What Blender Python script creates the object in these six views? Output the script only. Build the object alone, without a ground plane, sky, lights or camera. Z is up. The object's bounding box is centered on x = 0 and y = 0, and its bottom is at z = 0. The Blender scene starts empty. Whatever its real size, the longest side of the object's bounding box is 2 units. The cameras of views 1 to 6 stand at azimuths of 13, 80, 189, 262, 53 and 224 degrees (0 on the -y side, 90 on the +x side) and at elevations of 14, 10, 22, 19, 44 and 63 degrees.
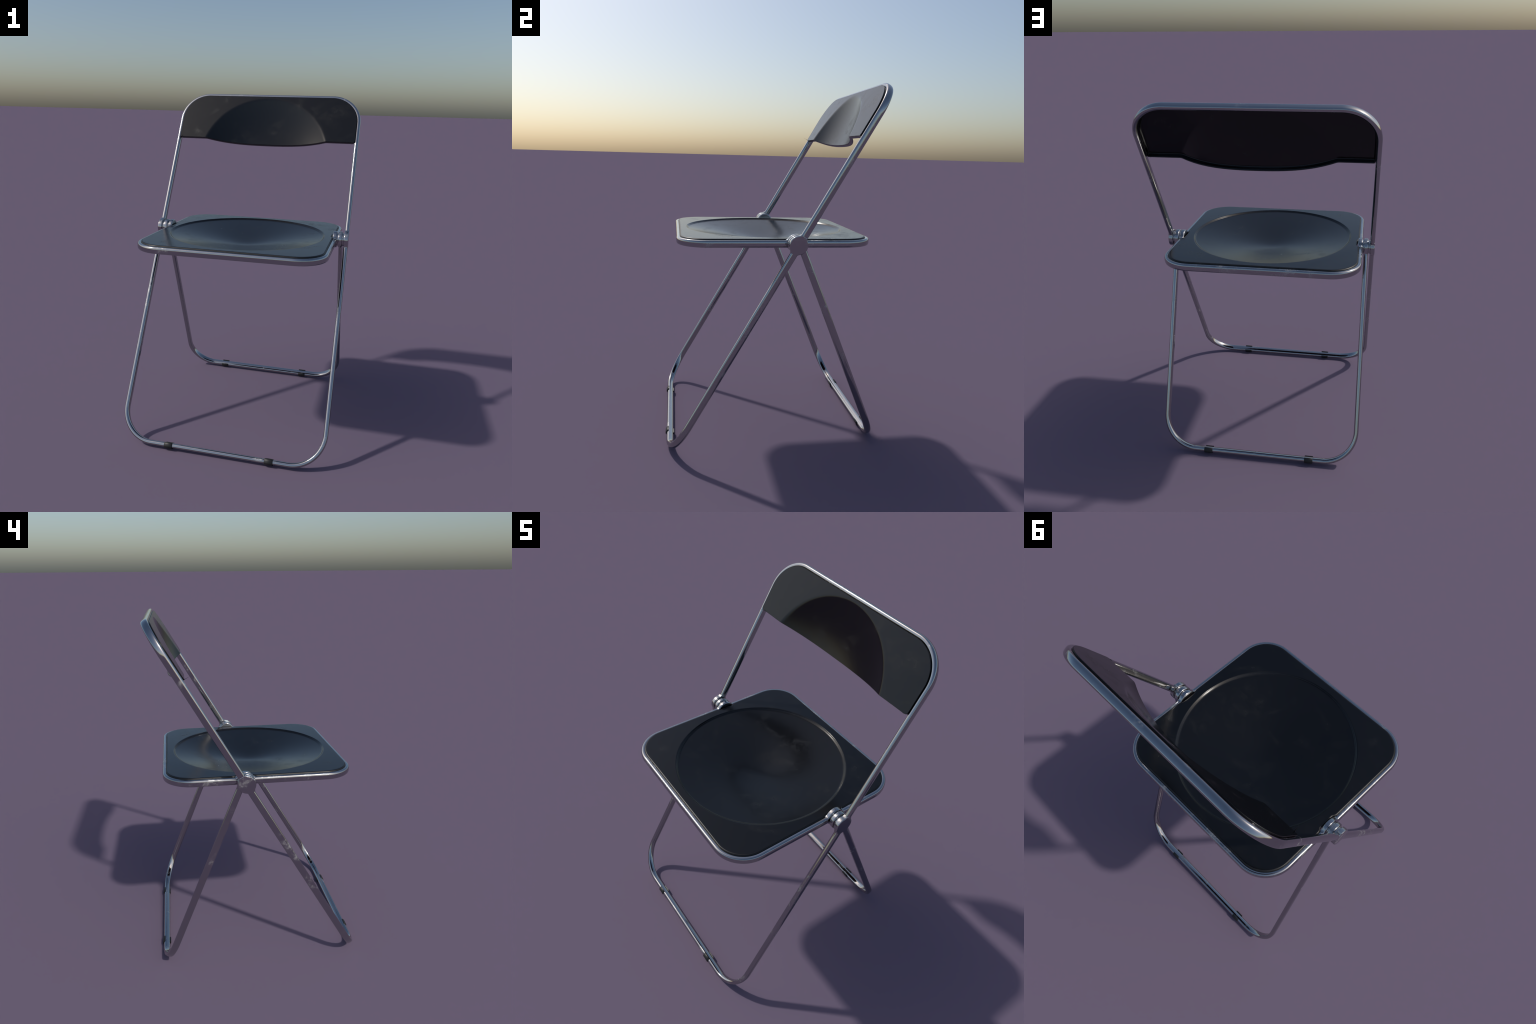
"""Folding chair: chromed flattened-tube frames, three-disc hinges, moulded
black plastic seat and backrest, rubber foot clips."""
import bpy, bmesh, math
import numpy as np
from mathutils import Vector

# ------------------------------------------------------------------ sizes (m)
TUBE_IN, TUBE_OUT = 0.0135, 0.0196     # tube half sizes: in the frame's plane / across it
TUBE_POW = 2.7                         # super-ellipse power of the tube section

MAIN_BOT = np.array([0, -0.5691, 0.0225])      # front floor bar, tube centre
MAIN_TOP = np.array([0, 0.5683, 1.9838])       # top bar behind the backrest
MAIN_W, MAIN_RB, MAIN_RT = 0.5890, 0.187, 0.176

HUB = np.array([0, 0.0863, 1.1590])            # hinge axis
REAR_TOP = np.array([0, 0.1046, 1.1600])       # rear legs pass just behind the axis
REAR_BOT = np.array([0, 0.5689, 0.0229])       # rear floor bar
REAR_W, REAR_R = 0.5545, 0.184

SEAT_Y0, SEAT_Y1, SEAT_Z = -0.5183, 0.5152, 1.1556
SEAT_W, SEAT_R = 0.5233, 0.155

PAD_X, PAD_LEN, PAD_T = 0.2933, 0.048, 0.0052
DISC_R, SPACER_R, DISC_T = 0.0490, 0.0385, 0.0262

X = np.array([1.0, 0, 0])
unit = lambda v: np.array(v, float) / np.linalg.norm(v)
MAIN_D = unit(MAIN_TOP - MAIN_BOT)
MAIN_L = np.linalg.norm(MAIN_TOP - MAIN_BOT)
MAIN_N = np.cross(X, MAIN_D)                   # points forward / up
if MAIN_N[1] > 0:
    MAIN_N = -MAIN_N
REAR_D = unit(REAR_TOP - REAR_BOT)
REAR_L = np.linalg.norm(REAR_TOP - REAR_BOT)

# ------------------------------------------------------------------ scene tree
chair = bpy.data.objects.new("folding_chair", None)
chair.empty_display_size = 0.1
bpy.context.scene.collection.objects.link(chair)
chair["label"] = "black plastic folding chair with chromed flat-tube frame"
chair["category"] = "folding chair"


def add(name, verts, faces, mat, parent=chair, smooth=60):
    me = bpy.data.meshes.new(name)
    me.from_pydata([tuple(map(float, v)) for v in verts], [], [tuple(map(int, f)) for f in faces])
    bm = bmesh.new()
    bm.from_mesh(me)
    bmesh.ops.remove_doubles(bm, verts=bm.verts, dist=1e-6)
    bmesh.ops.recalc_face_normals(bm, faces=bm.faces)
    bm.to_mesh(me)
    bm.free()
    me.validate()
    me.materials.append(mat)
    if smooth:
        me.shade_smooth()
        me.set_sharp_from_angle(angle=math.radians(smooth))
    ob = bpy.data.objects.new(name, me)
    bpy.context.scene.collection.objects.link(ob)
    ob.parent = parent
    return ob


# ------------------------------------------------------------------ materials
def new_mat(name):
    m = bpy.data.materials.new(name)
    m.use_nodes = True
    nt = m.node_tree
    b = nt.nodes["Principled BSDF"]
    return m, nt, b


def N(nt, kind, **kw):
    n = nt.nodes.new(kind)
    for k, v in kw.items():
        if k in n.inputs:
            n.inputs[k].default_value = v
        else:
            setattr(n, k, v)
    return n


def ramp(nt, src, a, b, lo=(0, 0, 0, 1), hi=(1, 1, 1, 1)):
    r = nt.nodes.new("ShaderNodeValToRGB")
    r.color_ramp.elements[0].position = a
    r.color_ramp.elements[0].color = lo
    r.color_ramp.elements[1].position = b
    r.color_ramp.elements[1].color = hi
    nt.links.new(src, r.inputs[0])
    return r.outputs[0]


def math_node(nt, op, a, b):
    n = nt.nodes.new("ShaderNodeMath")
    n.operation = op
    for i, s in enumerate((a, b)):
        if isinstance(s, (int, float)):
            n.inputs[i].default_value = s
        else:
            nt.links.new(s, n.inputs[i])
    return n.outputs[0]


def mix_col(nt, fac, a, b):
    n = nt.nodes.new("ShaderNodeMix")
    n.data_type = 'RGBA'
    nt.links.new(fac, n.inputs[0])
    n.inputs[6].default_value = a
    n.inputs[7].default_value = b
    return n.outputs[2]


def chrome_material():
    m, nt, b = new_mat("worn_chrome")
    tc = nt.nodes.new("ShaderNodeTexCoord")
    # cloudy smudges, only here and there
    n1 = N(nt, "ShaderNodeTexNoise", Scale=9.0, Detail=6.0, Roughness=0.62, Distortion=0.4)
    n2 = N(nt, "ShaderNodeTexNoise", Scale=46.0, Detail=5.0, Roughness=0.65)
    n3 = N(nt, "ShaderNodeTexVoronoi", Scale=60.0)
    for n in (n1, n2, n3):
        nt.links.new(tc.outputs["Object"], n.inputs["Vector"])
    cloud = ramp(nt, n1.outputs["Fac"], 0.565, 0.66)
    fine = ramp(nt, n2.outputs["Fac"], 0.36, 0.60)
    smudge = math_node(nt, 'MULTIPLY', cloud, fine)
    fleck = ramp(nt, n3.outputs["Distance"], 0.05, 0.13, (1, 1, 1, 1), (0, 0, 0, 1))
    fleck = math_node(nt, 'MULTIPLY', fleck, ramp(nt, n2.outputs["Fac"], 0.56, 0.66))
    dirt = math_node(nt, 'MAXIMUM', smudge, math_node(nt, 'MULTIPLY', fleck, 0.25))
    rough = math_node(nt, 'ADD', math_node(nt, 'MULTIPLY', dirt, 0.30), 0.095)
    nt.links.new(rough, b.inputs["Roughness"])
    nt.links.new(mix_col(nt, dirt, (0.43, 0.43, 0.435, 1), (0.44, 0.44, 0.44, 1)), b.inputs["Base Color"])
    b.inputs["Metallic"].default_value = 1.0
    nt.links.new(math_node(nt, 'SUBTRACT', 1.0, math_node(nt, 'MULTIPLY', dirt, 0.22)), b.inputs["Metallic"])
    return m


def plastic_material(name="black_plastic", gloss=0.175):
    m, nt, b = new_mat(name)
    tc = nt.nodes.new("ShaderNodeTexCoord")
    n1 = N(nt, "ShaderNodeTexNoise", Scale=5.0, Detail=3.5, Roughness=0.55, Distortion=0.9)
    n2 = N(nt, "ShaderNodeTexNoise", Scale=230.0, Detail=2.0)
    n3 = N(nt, "ShaderNodeTexNoise", Scale=20.0, Detail=2.5, Roughness=0.5, Distortion=0.6)
    for n in (n1, n2, n3):
        nt.links.new(tc.outputs["Object"], n.inputs["Vector"])
    smear = ramp(nt, n1.outputs["Fac"], 0.52, 0.66)
    smear = math_node(nt, 'MULTIPLY', smear, ramp(nt, n3.outputs["Fac"], 0.35, 0.65))
    # hairline scratches: thin contour lines of a stretched, warped noise
    mp = N(nt, "ShaderNodeMapping")
    mp.inputs["Rotation"].default_value = (0.2, 0.1, 0.75)
    mp.inputs["Scale"].default_value = (2.0, 11.0, 5.0)
    nt.links.new(tc.outputs["Object"], mp.inputs["Vector"])
    v = N(nt, "ShaderNodeTexNoise", Scale=2.2, Detail=1.0, Distortion=0.25)
    nt.links.new(mp.outputs[0], v.inputs["Vector"])
    away = math_node(nt, 'ABSOLUTE', math_node(nt, 'SUBTRACT', v.outputs["Fac"], 0.5), 0.0)
    line = ramp(nt, away, 0.0012, 0.0035, (1, 1, 1, 1), (0, 0, 0, 1))
    line = math_node(nt, 'MULTIPLY', line, ramp(nt, n1.outputs["Fac"], 0.56, 0.62))
    wear = math_node(nt, 'ADD', smear, math_node(nt, "MULTIPLY", line, 0.45))
    wear.node.use_clamp = True
    nt.links.new(math_node(nt, 'ADD', math_node(nt, "MULTIPLY", smear, 0.11), gloss), b.inputs["Roughness"])
    nt.links.new(mix_col(nt, wear, (0.0028, 0.0030, 0.0036, 1), (0.0055, 0.0056, 0.0057, 1)), b.inputs["Base Color"])
    b.inputs["IOR"].default_value = 1.47
    bump = N(nt, "ShaderNodeBump", Strength=0.006, Distance=0.001)
    nt.links.new(n2.outputs["Fac"], bump.inputs["Height"])
    nt.links.new(bump.outputs[0], b.inputs["Normal"])
    return m


def rubber_material():
    m, nt, b = new_mat("black_rubber")
    tc = nt.nodes.new("ShaderNodeTexCoord")
    n = N(nt, "ShaderNodeTexNoise", Scale=60.0, Detail=4.0)
    nt.links.new(tc.outputs["Object"], n.inputs["Vector"])
    c = mix_col(nt, n.outputs["Fac"], (0.008, 0.009, 0.009, 1), (0.016, 0.017, 0.016, 1))
    nt.links.new(c, b.inputs["Base Color"])
    b.inputs["Roughness"].default_value = 0.5
    return m


CHROME, PLASTIC, RUBBER = chrome_material(), plastic_material(), rubber_material()
SCUFFED = plastic_material("scuffed_plastic_edge", 0.42)      # worn dull rims of the two panels


# ------------------------------------------------------------------ tube frames
def arc(cx, cy, r, a0, a1, n=28):
    return [(cx + r * math.cos(math.radians(a)), cy + r * math.sin(math.radians(a)))
            for a in np.linspace(a0, a1, n)]


def line(p, q, n):
    return [tuple(np.array(p) + (np.array(q) - np.array(p)) * t) for t in np.linspace(0, 1, n)[1:-1]]


def rounded_loop(w, y0, y1, r0, r1):
    """closed rounded rectangle, counter-clockwise, bottom radius r0, top r1"""
    p = arc(-w + r0, y0 + r0, r0, 180, 270) + line((-w + r0, y0), (w - r0, y0), 30)
    p += arc(w - r0, y0 + r0, r0, 270, 360) + line((w, y0 + r0), (w, y1 - r1), 60)
    p += arc(w - r1, y1 - r1, r1, 0, 90) + line((w - r1, y1), (-w + r1, y1), 30)
    p += arc(-w + r1, y1 - r1, r1, 90, 180) + line((-w, y1 - r1), (-w, y0 + r0), 60)
    return np.array(p)


def tube_section(n=36, a=TUBE_IN, b=TUBE_OUT, p=TUBE_POW):
    t = np.linspace(0, 2 * np.pi, n, endpoint=False)
    c, s = np.cos(t), np.sin(t)
    return np.stack([a * np.sign(c) * abs(c) ** (2 / p), b * np.sign(s) * abs(s) ** (2 / p)], 1)


def sweep(path2d, o, u, v, closed, sec=None):
    """sweep the flattened tube along a planar path lying in o + x*u + y*v"""
    sec = tube_section() if sec is None else sec
    n = np.cross(u, v)
    P = np.array(path2d)
    if closed:
        T = np.roll(P, -1, 0) - np.roll(P, 1, 0)
    else:
        T = np.gradient(P, axis=0)
    T /= np.linalg.norm(T, axis=1)[:, None]
    M = np.stack([T[:, 1], -T[:, 0]], 1)                       # outward in plane
    verts, faces, k, m = [], [], len(sec), len(P)
    for p, q in zip(P, M):
        c = o + p[0] * u + p[1] * v
        d = q[0] * u + q[1] * v
        verts += [c + d * s[0] + n * s[1] for s in sec]
    for i in range(m if closed else m - 1):
        j = (i + 1) % m
        faces += [(i * k + a, i * k + (a + 1) % k, j * k + (a + 1) % k, j * k + a) for a in range(k)]
    if not closed:
        faces += [tuple(range(k)), tuple(range((m - 1) * k, m * k))]
    return verts, faces


# main frame: one closed loop from the front floor bar up round the backrest
main_frame = add("main_frame", *sweep(rounded_loop(MAIN_W, 0, MAIN_L, MAIN_RB, MAIN_RT),
                                      MAIN_BOT, X, MAIN_D, True), CHROME)
# rear legs: a U that ends in the middle hinge discs
top = REAR_L - 0.02
upath = line((-REAR_W, top + 0.01), (-REAR_W, REAR_R), 50) + arc(-REAR_W + REAR_R, REAR_R, REAR_R, 180, 270)
upath += line((-REAR_W + REAR_R, 0), (REAR_W - REAR_R, 0), 30)
upath += arc(REAR_W - REAR_R, REAR_R, REAR_R, 270, 360) + line((REAR_W, REAR_R), (REAR_W, top + 0.01), 50)
rear_frame = add("rear_leg_frame", *sweep(upath, REAR_BOT, X, REAR_D, False), CHROME)
# seat frame: closed rounded square
seat_frame = add("seat_frame", *sweep(rounded_loop(SEAT_W, SEAT_Y0, SEAT_Y1, SEAT_R, SEAT_R),
                                      np.array([0, 0, SEAT_Z]), X, np.array([0, 1.0, 0]), True), CHROME)


# ------------------------------------------------------------------ hinge discs
def lug_outline(dirs, reach, shift, inset=0.0, r=DISC_R, w=TUBE_OUT - 0.001, fillet=0.012, n=260):
    """polar outline of a disc smoothly joined to tube stubs along dirs"""
    out = []
    for a in np.linspace(0, 2 * np.pi, n, endpoint=False):
        ray = np.array([math.cos(a), math.sin(a)])

        def inside(s):
            q = ray * s
            d0 = s - r
            for dv in dirs:
                al, ac = q @ dv, abs(q[0] * dv[1] - q[1] * dv[0] - shift)
                if al > 0:
                    d1 = max(ac - w, al - reach)
                    h = max(fillet - abs(d0 - d1), 0) / fillet
                    d0 = min(d0, d1) - h * h * fillet * 0.25
            return d0 + inset
        lo, hi = 0.0, reach + 0.03
        for s in np.linspace(0, hi, 60):
            if inside(s) < 0:
                lo = s
            else:
                hi = s
                break
        for _ in range(24):
            mid = (lo + hi) / 2
            lo, hi = (mid, hi) if inside(mid) < 0 else (lo, mid)
        out.append(ray * lo)
    return np.array(out)


def lug(name, x, dirs2, reach, parent, shift=0.0, t=DISC_T, edge=0.0068):
    """extrude the (y,z) outline along x with rounded rims"""
    dirs2 = [unit(d) for d in dirs2]
    prof = [(edge * (1 - math.sin(a)), -t / 2 + edge * (1 - math.cos(a))) for a in np.linspace(0, math.pi / 2, 10)]
    prof += [(p[0], -p[1]) for p in reversed(prof)]
    verts, faces, rings = [], [], {}
    for inset, dx in prof:
        q = rings.setdefault(round(inset, 6), None)
        if q is None:
            q = rings[round(inset, 6)] = lug_outline(dirs2, reach, shift, inset)
        n = len(q)
        verts += [(x + dx, HUB[1] + a, HUB[2] + b) for a, b in q]
    m = len(prof)
    for i in range(m - 1):
        faces += [(i * n + k, i * n + (k + 1) % n, (i + 1) * n + (k + 1) % n, (i + 1) * n + k) for k in range(n)]
    for base, dx in ((0, -t / 2), ((m - 1) * n, t / 2)):
        c = len(verts)
        verts.append((x + dx, HUB[1], HUB[2]))
        faces += [(base + k, base + (k + 1) % n, c) for k in range(n)]
    return add(name, verts, faces, CHROME, parent, smooth=40)


def spacer(x0, x1, r):
    n = 64
    verts, faces = [], []
    prof = [(0, x0), (r, x0), (r, x1), (0, x1)]
    for rr, xx in prof:
        verts += [(xx, HUB[1] + rr * math.cos(a), HUB[2] + rr * math.sin(a))
                  for a in np.linspace(0, 2 * np.pi, n, endpoint=False)]
    for i in range(3):
        faces += [(i * n + k, i * n + (k + 1) % n, (i + 1) * n + (k + 1) % n, (i + 1) * n + k) for k in range(n)]
    return verts, faces


md, rd = MAIN_D[1:], REAR_D[1:]
_off = (REAR_TOP - HUB)[1:]
REAR_SHIFT = -(_off[0] * rd[1] - _off[1] * rd[0])
for s in (-1, 1):
    hinge = bpy.data.objects.new("hinge", None)
    bpy.context.scene.collection.objects.link(hinge)
    hinge.parent = chair
    lug("outer_disc", s * (MAIN_W + 0.001), [md, -md], 0.053, hinge, edge=0.0045)
    lug("middle_disc", s * REAR_W, [-rd], 0.051, hinge, shift=REAR_SHIFT)
    lug("inner_disc", s * (SEAT_W - 0.001), [(1, 0), (-1, 0)], 0.054, hinge)
    a, b = sorted((s * (SEAT_W - 0.008), s * (MAIN_W + 0.004)))
    add("hinge_pin", *spacer(a, b, SPACER_R), CHROME, hinge, smooth=40)


# ------------------------------------------------------------------ foot clips
def foot_clip(name, x, o, v, n, parent):
    """C-shaped rubber sleeve below the floor bar, open on the side facing up the frame (v)"""
    k = 44
    def ring(grow):
        a, b = TUBE_IN + grow, TUBE_OUT + grow
        pts = []
        for t in np.linspace(math.radians(40), math.radians(320), k):
            c, s_ = math.cos(t), math.sin(t)
            pts.append((a * np.sign(c) * abs(c) ** (2 / TUBE_POW), b * np.sign(s_) * abs(s_) ** (2 / TUBE_POW)))
        return pts
    e = 0.0016
    inner = ring(-0.0005)
    verts, faces = [], []
    rows = [(-PAD_LEN / 2, inner), (-PAD_LEN / 2, ring(PAD_T - e)), (-PAD_LEN / 2 + e, ring(PAD_T)),
            (PAD_LEN / 2 - e, ring(PAD_T)), (PAD_LEN / 2, ring(PAD_T - e)), (PAD_LEN / 2, inner)]
    for dx, pts in rows:
        verts += [o + X * (x + dx) + v * p[0] + n * p[1] for p in pts]
    m = len(rows)
    for i in range(m):
        j = (i + 1) % m
        faces += [(i * k + a, i * k + a + 1, j * k + a + 1, j * k + a) for a in range(k - 1)]
    faces += [tuple(i * k for i in range(m)), tuple(i * k + k - 1 for i in range(m))]
    return add(name, verts, faces, RUBBER, parent, smooth=50)


for s in (-1, 1):
    foot_clip("foot_clip", s * PAD_X, MAIN_BOT, MAIN_D, np.cross(X, MAIN_D), chair)
for s in (-1, 1):
    foot_clip("foot_clip", s * PAD_X, REAR_BOT, REAR_D, np.cross(X, REAR_D), chair)


# ------------------------------------------------------------------ backrest
BACK_T0 = 1.946                    # lower edge, measured along the main frame
BACK_INSET = 0.0085                # edge lies this far inside the tube centre line
BACK_FRONT = 0.0258                # front face, this far in front of the tube's centre plane
BACK_THICK = 0.0030
FLANGE_BACK = 0.0225      # lower lip: reach behind the front face
BOWL_T, BOWL_R, BOWL_D, BOWL_POW = 1.829, 0.411, 0.079, 3.0


def bowl_depth(rho, depth, power, soft=0.035):
    """dished profile: flat-bottomed bowl with a softly rounded rim"""
    def f(r):
        return depth * (1 - np.abs(r) ** power)
    k = soft * depth * power
    d = f(rho)
    # smooth maximum with the flat plate
    h = np.clip(0.5 + 0.5 * d / k, 0, 1)
    return d * h + k * h * (1 - h)


def backrest_panel():
    w = MAIN_W - BACK_INSET
    t1 = MAIN_L - BACK_INSET
    r1, r0 = MAIN_RT - BACK_INSET, 0.016
    rows = [(BACK_T0 + r0 - r0 * math.cos(a), w - r0 + r0 * math.sin(a)) for a in np.arccos(np.linspace(1, 0, 16))]
    rows += [(t, w) for t in np.linspace(BACK_T0 + r0, t1 - r1, 26)[1:-1]]
    rows += [(t1 - r1 + r1 * math.sin(a), w - r1 + r1 * math.cos(a)) for a in np.linspace(0, math.pi / 2, 34)]
    cols = 241
    uu = np.linspace(-1, 1, cols)
    uu = np.sign(uu) * (1 - (1 - abs(uu)) ** 1.35)         # columns crowd towards both ends
    uu /= abs(uu).max()
    T = np.array([r[0] for r in rows])[:, None] * np.ones(cols)
    Xs = np.array([r[1] for r in rows])[:, None] * uu
    def depth(x, t):
        fade = 1 - 0.8 * (t - BACK_T0)                     # the hollow deepens towards the lower edge
        return fade * bowl_depth(np.hypot(x, t - BOWL_T) / BOWL_R, BOWL_D, BOWL_POW, 0.025)
    D = depth(Xs, T)
    e = 1e-4
    gx = (depth(Xs + e, T) - depth(Xs - e, T)) / (2 * e)
    nrm = np.stack([gx, np.zeros_like(gx), np.ones_like(gx)], -1)      # rear side offset, kept in its row
    nrm /= np.linalg.norm(nrm, axis=-1, keepdims=True)
    front = np.stack([Xs, T, D - BACK_FRONT], -1)
    back = front + nrm * BACK_THICK * np.array([-1, 0, 1])
    # the sheet curls back into a lip all round its outline
    side = w - abs(Xs)
    edge = np.minimum(np.minimum(T - BACK_T0, t1 - T), side)
    cx, ct = abs(Xs) - (w - r1), T - (t1 - r1)
    edge = np.where((cx > 0) & (ct > 0), r1 - np.hypot(cx, ct), edge)
    curl = np.clip((0.0125 - edge) / 0.0085, 0, 1)
    curl = curl * curl * (3 - 2 * curl)
    back[..., 2] += (FLANGE_BACK - BACK_THICK) * curl
    # the lip leans inwards along the tube so that a dark groove stays open there
    tuck = 0.005 * np.clip((FLANGE_BACK * 0.35 - edge) / (FLANGE_BACK * 0.35), 0, 1)
    back[..., 0] -= np.sign(Xs) * tuck * (side < 0.02)
    back[..., 1] -= tuck * (t1 - T < 0.02)
    R, C = T.shape
    verts = [MAIN_BOT + X * p[0] + MAIN_D * p[1] - MAIN_N * p[2] for p in front.reshape(-1, 3)]
    verts += [MAIN_BOT + X * p[0] + MAIN_D * p[1] - MAIN_N * p[2] for p in back.reshape(-1, 3)]
    faces, off = [], R * C
    for i in range(R - 1):
        for j in range(C - 1):
            a, b, c, d = i * C + j, i * C + j + 1, (i + 1) * C + j + 1, (i + 1) * C + j
            faces += [(a, b, c, d), (a + off, d + off, c + off, b + off)]
    ring = [j for j in range(C)] + [i * C + C - 1 for i in range(1, R)]
    ring += [(R - 1) * C + j for j in range(C - 2, -1, -1)] + [i * C for i in range(R - 2, 0, -1)]
    for k in range(len(ring)):
        a, b = ring[k], ring[(k + 1) % len(ring)]
        faces.append((a, b, b + off, a + off))
    return verts, faces


def bevel_rim(ob, width, segments=3, angle=55):
    m = ob.modifiers.new("rim", 'BEVEL')
    m.width, m.segments, m.limit_method, m.angle_limit = width, segments, 'ANGLE', math.radians(angle)
    m.use_clamp_overlap = False
    m.material = 1
    dg = bpy.context.evaluated_depsgraph_get()
    me = bpy.data.meshes.new_from_object(ob.evaluated_get(dg))
    ob.modifiers.clear()
    ob.data = me
    me.shade_smooth()
    me.set_sharp_from_angle(angle=math.radians(50))


backrest = add("backrest", *backrest_panel(), PLASTIC)
backrest.data.materials.append(SCUFFED)
bevel_rim(backrest, 0.0018, 3)

# ------------------------------------------------------------------ seat panel
SEAT_TOP = SEAT_Z + 0.0256
SEAT_UNDER = 0.005
DISH_R, DISH_Y, DISH_D, DISH_LIP = 0.466, -0.003, 0.0788, 0.0072


def seat_panel():
    w = SEAT_W - 0.0068
    y0, y1 = SEAT_Y0 + 0.0068, SEAT_Y1 - 0.0068
    r = SEAT_R - 0.0068
    nA = 720
    ang = np.linspace(0, 2 * np.pi, nA, endpoint=False)
    cy = DISH_Y

    def reach(a):
        c, s = math.cos(a), math.sin(a)
        lo, hi = 0.3, 0.9
        def outside(q):
            x, y = q * c, cy + q * s
            mid, half = (y0 + y1) / 2, (y1 - y0) / 2
            dx, dy = abs(x) - (w - r), abs(y - mid) - (half - r)
            if dx > 0 and dy > 0:
                return math.hypot(dx, dy) > r
            # pocket for the hinge's inner disc
            dip = 0.0105 / (1 + (abs(y - HUB[1]) / 0.0515) ** 14)
            return dx > r - dip or dy > r
        for _ in range(30):
            m = (lo + hi) / 2
            lo, hi = (lo, m) if outside(m) else (m, hi)
        return lo
    out = np.array([reach(a) for a in ang])
    cs, sn = np.cos(ang), np.sin(ang)
    verts, faces, rings = [], [], []

    def ring(rad, z):
        rings.append(len(verts))
        rad = rad * np.ones(nA)
        z = z * np.ones(nA)
        verts.extend(zip(rad * cs, cy + rad * sn, z))

    def dish(rho):
        """crisp lip, then an almost conical bowl with a rounded middle"""
        r, c = rho * DISH_R, 0.08
        g = lambda q: math.hypot(q, c) - c
        slope = (DISH_D - DISH_LIP) / g(DISH_R)
        bowl = DISH_D - slope * g(r)
        t = min(max((DISH_R - r) / 0.017, 0), 1)          # lip drop just inside the rim
        return bowl * (1 - (1 - t) ** 2.2) if t < 1 else bowl
    inner = list(np.linspace(0.01, 0.95, 48)) + list(np.linspace(0.955, 1.0, 20))
    fil = [(0.0085 * (1 - math.sin(a)), 0.0085 * (1 - math.cos(a))) for a in np.linspace(0, math.pi / 2, 7)]
    for q in inner:
        ring(DISH_R * q, SEAT_TOP - dish(q))
    flat_out = out - 0.0085
    for f in (0.04, 0.1, 0.25, 0.5, 0.75, 0.95):
        rad = DISH_R + (flat_out - DISH_R) * f
        ring(rad, SEAT_TOP)
    for ins, dz in fil:
        ring(out - ins, SEAT_TOP - dz)
    ring(out - 0.0006, SEAT_TOP - 0.0100)
    ring(out - 0.0045, SEAT_TOP - 0.016)      # undercut towards the tube
    ring(out - 0.0050, SEAT_TOP - 0.026)
    ring(out - 0.007, SEAT_TOP - 0.028)
    ring(out - 0.012, SEAT_TOP - 0.028)
    ring(out - 0.014, SEAT_TOP - SEAT_UNDER)
    for q in reversed(inner):
        ring(DISH_R * q * (0.985 if q > 0.6 else 1), SEAT_TOP - SEAT_UNDER - dish(q))
    for i in range(len(rings) - 1):
        a, b = rings[i], rings[i + 1]
        faces += [(a + k, a + (k + 1) % nA, b + (k + 1) % nA, b + k) for k in range(nA)]
    faces += [tuple(range(rings[0], rings[0] + nA)), tuple(range(rings[-1], rings[-1] + nA))]
    return verts, faces


seat = add("seat", *seat_panel(), PLASTIC, smooth=50)
seat.data.materials.append(SCUFFED)
for p in seat.data.polygons:
    c = p.center
    if SEAT_TOP - 0.03 < c.z < SEAT_TOP - 0.0001 and math.hypot(c.x, c.y - DISH_Y) > DISH_R + 0.012:
        p.material_index = 1
